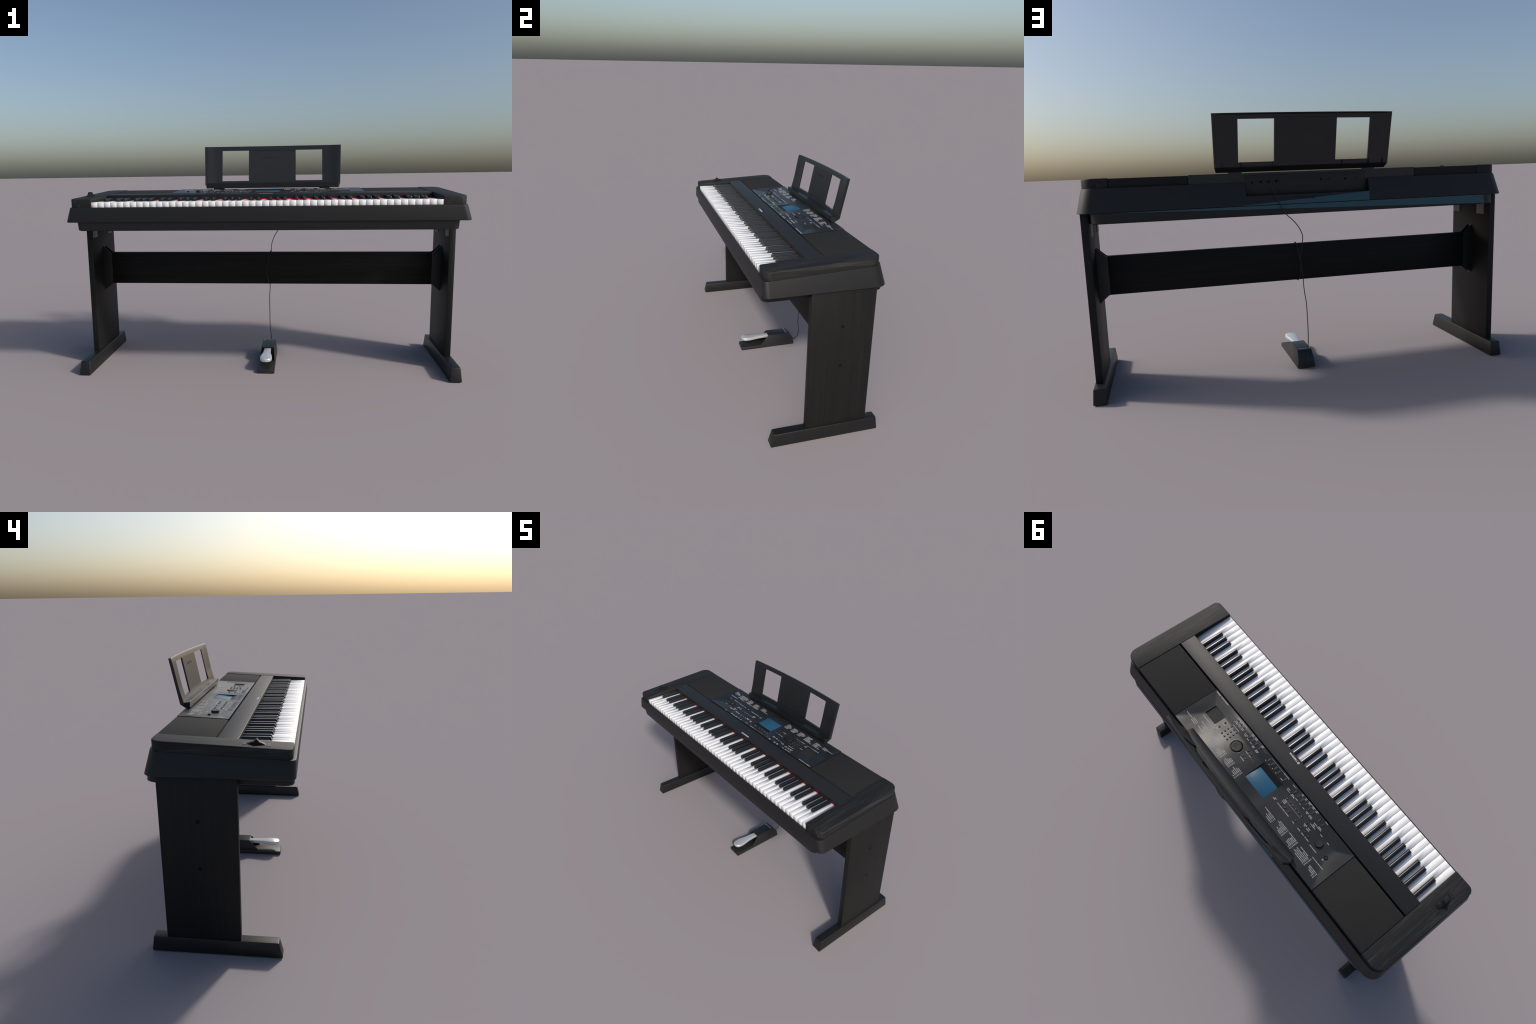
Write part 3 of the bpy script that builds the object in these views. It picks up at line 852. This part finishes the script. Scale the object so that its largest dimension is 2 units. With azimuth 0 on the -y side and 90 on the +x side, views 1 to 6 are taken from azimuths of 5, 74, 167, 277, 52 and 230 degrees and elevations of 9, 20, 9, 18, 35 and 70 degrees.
# housing: side profile with the mouth cut out in front
def house_half(z): return 0.0448 - (z / 0.0825) * 0.0083
prof = [(-.0760, .0170), (-.0190, .0825), (.1215, .0825), (.1525, .0455), (.1570, .0100), (.1560, .0030), (-.0700, .0100)]
bm = bmesh.new()
a = [bm.verts.new((-house_half(z), y, z)) for y, z in prof]; c = [bm.verts.new((house_half(z), y, z)) for y, z in prof]
bm.faces.new(a); bm.faces.new(c[::-1])
for i in range(len(prof)): bm.faces.new((a[i], a[(i + 1) % len(prof)], c[(i + 1) % len(prof)], c[i]))
bmesh.ops.recalc_face_normals(bm, faces=bm.faces)
bevel_all(bm, 0.0014, 2)
house = finish("pedal_housing", bm, M_PEDAL, PEDAL)
cut(house, hexa([(-.0405, -.0900, .0185), (.0405, -.0900, .0185), (.0405, -.0050, .0185), (-.0405, -.0050, .0185),
                 (-.0347, -.0900, .0800), (.0347, -.0900, .0800), (.0347, -.0050, .0800), (-.0347, -.0050, .0800)]))
# lever: paddle outline lofted as stacked rings with rounded edge
def paddle(shrink):
    half = [(.000, .0190), (-.030, .0192), (-.065, .0200), (-.095, .0230), (-.120, .0278), (-.145, .0312), (-.165, .0315), (-.180, .0285), (-.191, .0210), (-.1965, .0110), (-.1980, .0)]
    pts = arc_pts([(w, y, 0) for y, w in half], sub=4)
    right = [(p.x, p.y) for p in pts]
    left = [(-x, y) for x, y in right[-2::-1]]
    ring = right + left
    out = []
    for x, y in ring:
        f = 1 - shrink / max(math.hypot(x, y + .165), .012) if y < -.14 else 1 - shrink / max(abs(x), .004)
        if y < -.14: out.append((x * f, -.165 + (y + .165) * f))
        else: out.append((x * f, y))
    return out
def lever_z(y): return 0.0640 - 0.030 * max(0.0, y + 0.02)
rings = []
for sh, dz in ((.0045, -.0085), (.0010, -.0068), (.0, -.0035), (.0, .0060), (.0008, .0088), (.0028, .0102)):
    rings.append([(x - 0.0020, y, lever_z(y) + dz) for x, y in paddle(sh)])
finish("pedal_lever", loft_bm(rings), M_CHROME, PEDAL, angle=50)
# badge
b = emblem_bm(0.0068, 0.0006)
bmesh.ops.translate(b, verts=b.verts, vec=(-0.0265, 0.1070, 0.0824))
finish("badge_emblem", b, M_ORANGE, PEDAL, smooth=False)
finish("badge_disc", cyl_bm(-.0265, .1070, .0815, .0832, .0052, 20), M_SILVER, PEDAL)
bm = bmesh.new()
parts = []
x = -0.0150
while x < 0.026:
    w = RNG.uniform(.0028, .0042); parts.append(box_bm(x, x + w, .1040, .1040 + RNG.uniform(.0045, .006), .0815, .0829)); x += w + .0014
bm.free()
ob = finish("badge_lettering", join_bms(parts), plain("badge_ink", (0.5, 0.5, 0.5), 0.5), PEDAL, smooth=False); ob["kind"] = "stuff"

# cable: from the pedal up, once round the beam, to the jack
path = [(-.001, .1560, .0130), (.002, .1750, .0145), (.006, .1940, .0300), (.0065, .2030, .0500), (.0070, .2050, .0700), (.005, .2040, .1000),
        (.001, .2010, .1400), (.000, .2020, .1800), (.000, .2020, .2200), (.000, .1990, .2600), (.000, .1940, .3000), (.001, .1900, .3400), (.004, .1780, .3800),
        (.005, .1650, .4200), (.002, .1450, .4650), (.004, .1220, .5190), (.010, .1000, .5820), (.017, .0830, .6210),
        (.0155, .0640, .6225), (.0140, .0470, .6180), (.007, .0462, .6050), (.000, .0460, .5550), (-.005, .0460, .5200), (-.005, .0460, .4880), (.004, .0462, .4520), (.011, .0475, .4355),
        (.010, .0640, .4318), (.0085, .0820, .4360), (.003, .0950, .4610), (.006, .1250, .5140), (.014, .1620, .5830), (.013, .1790, .6130),
        (.013, .1900, .6320), (.019, .2230, .6600), (.031, .2510, .6900), (.052, .2700, .7230), (.080, .2860, .7540), (.111, .2960, .7818), (.130, .2980, .8061), (.1462, .2950, .8474),
        (.1600, .2860, .8850), (.1720, .2810, .9180), (.1762, .2740, .9280), (.1767, .2650, .9288)]
tube("pedal_cable", arc_pts(path, sub=6), 0.0021, M_CABLE, PEDAL)
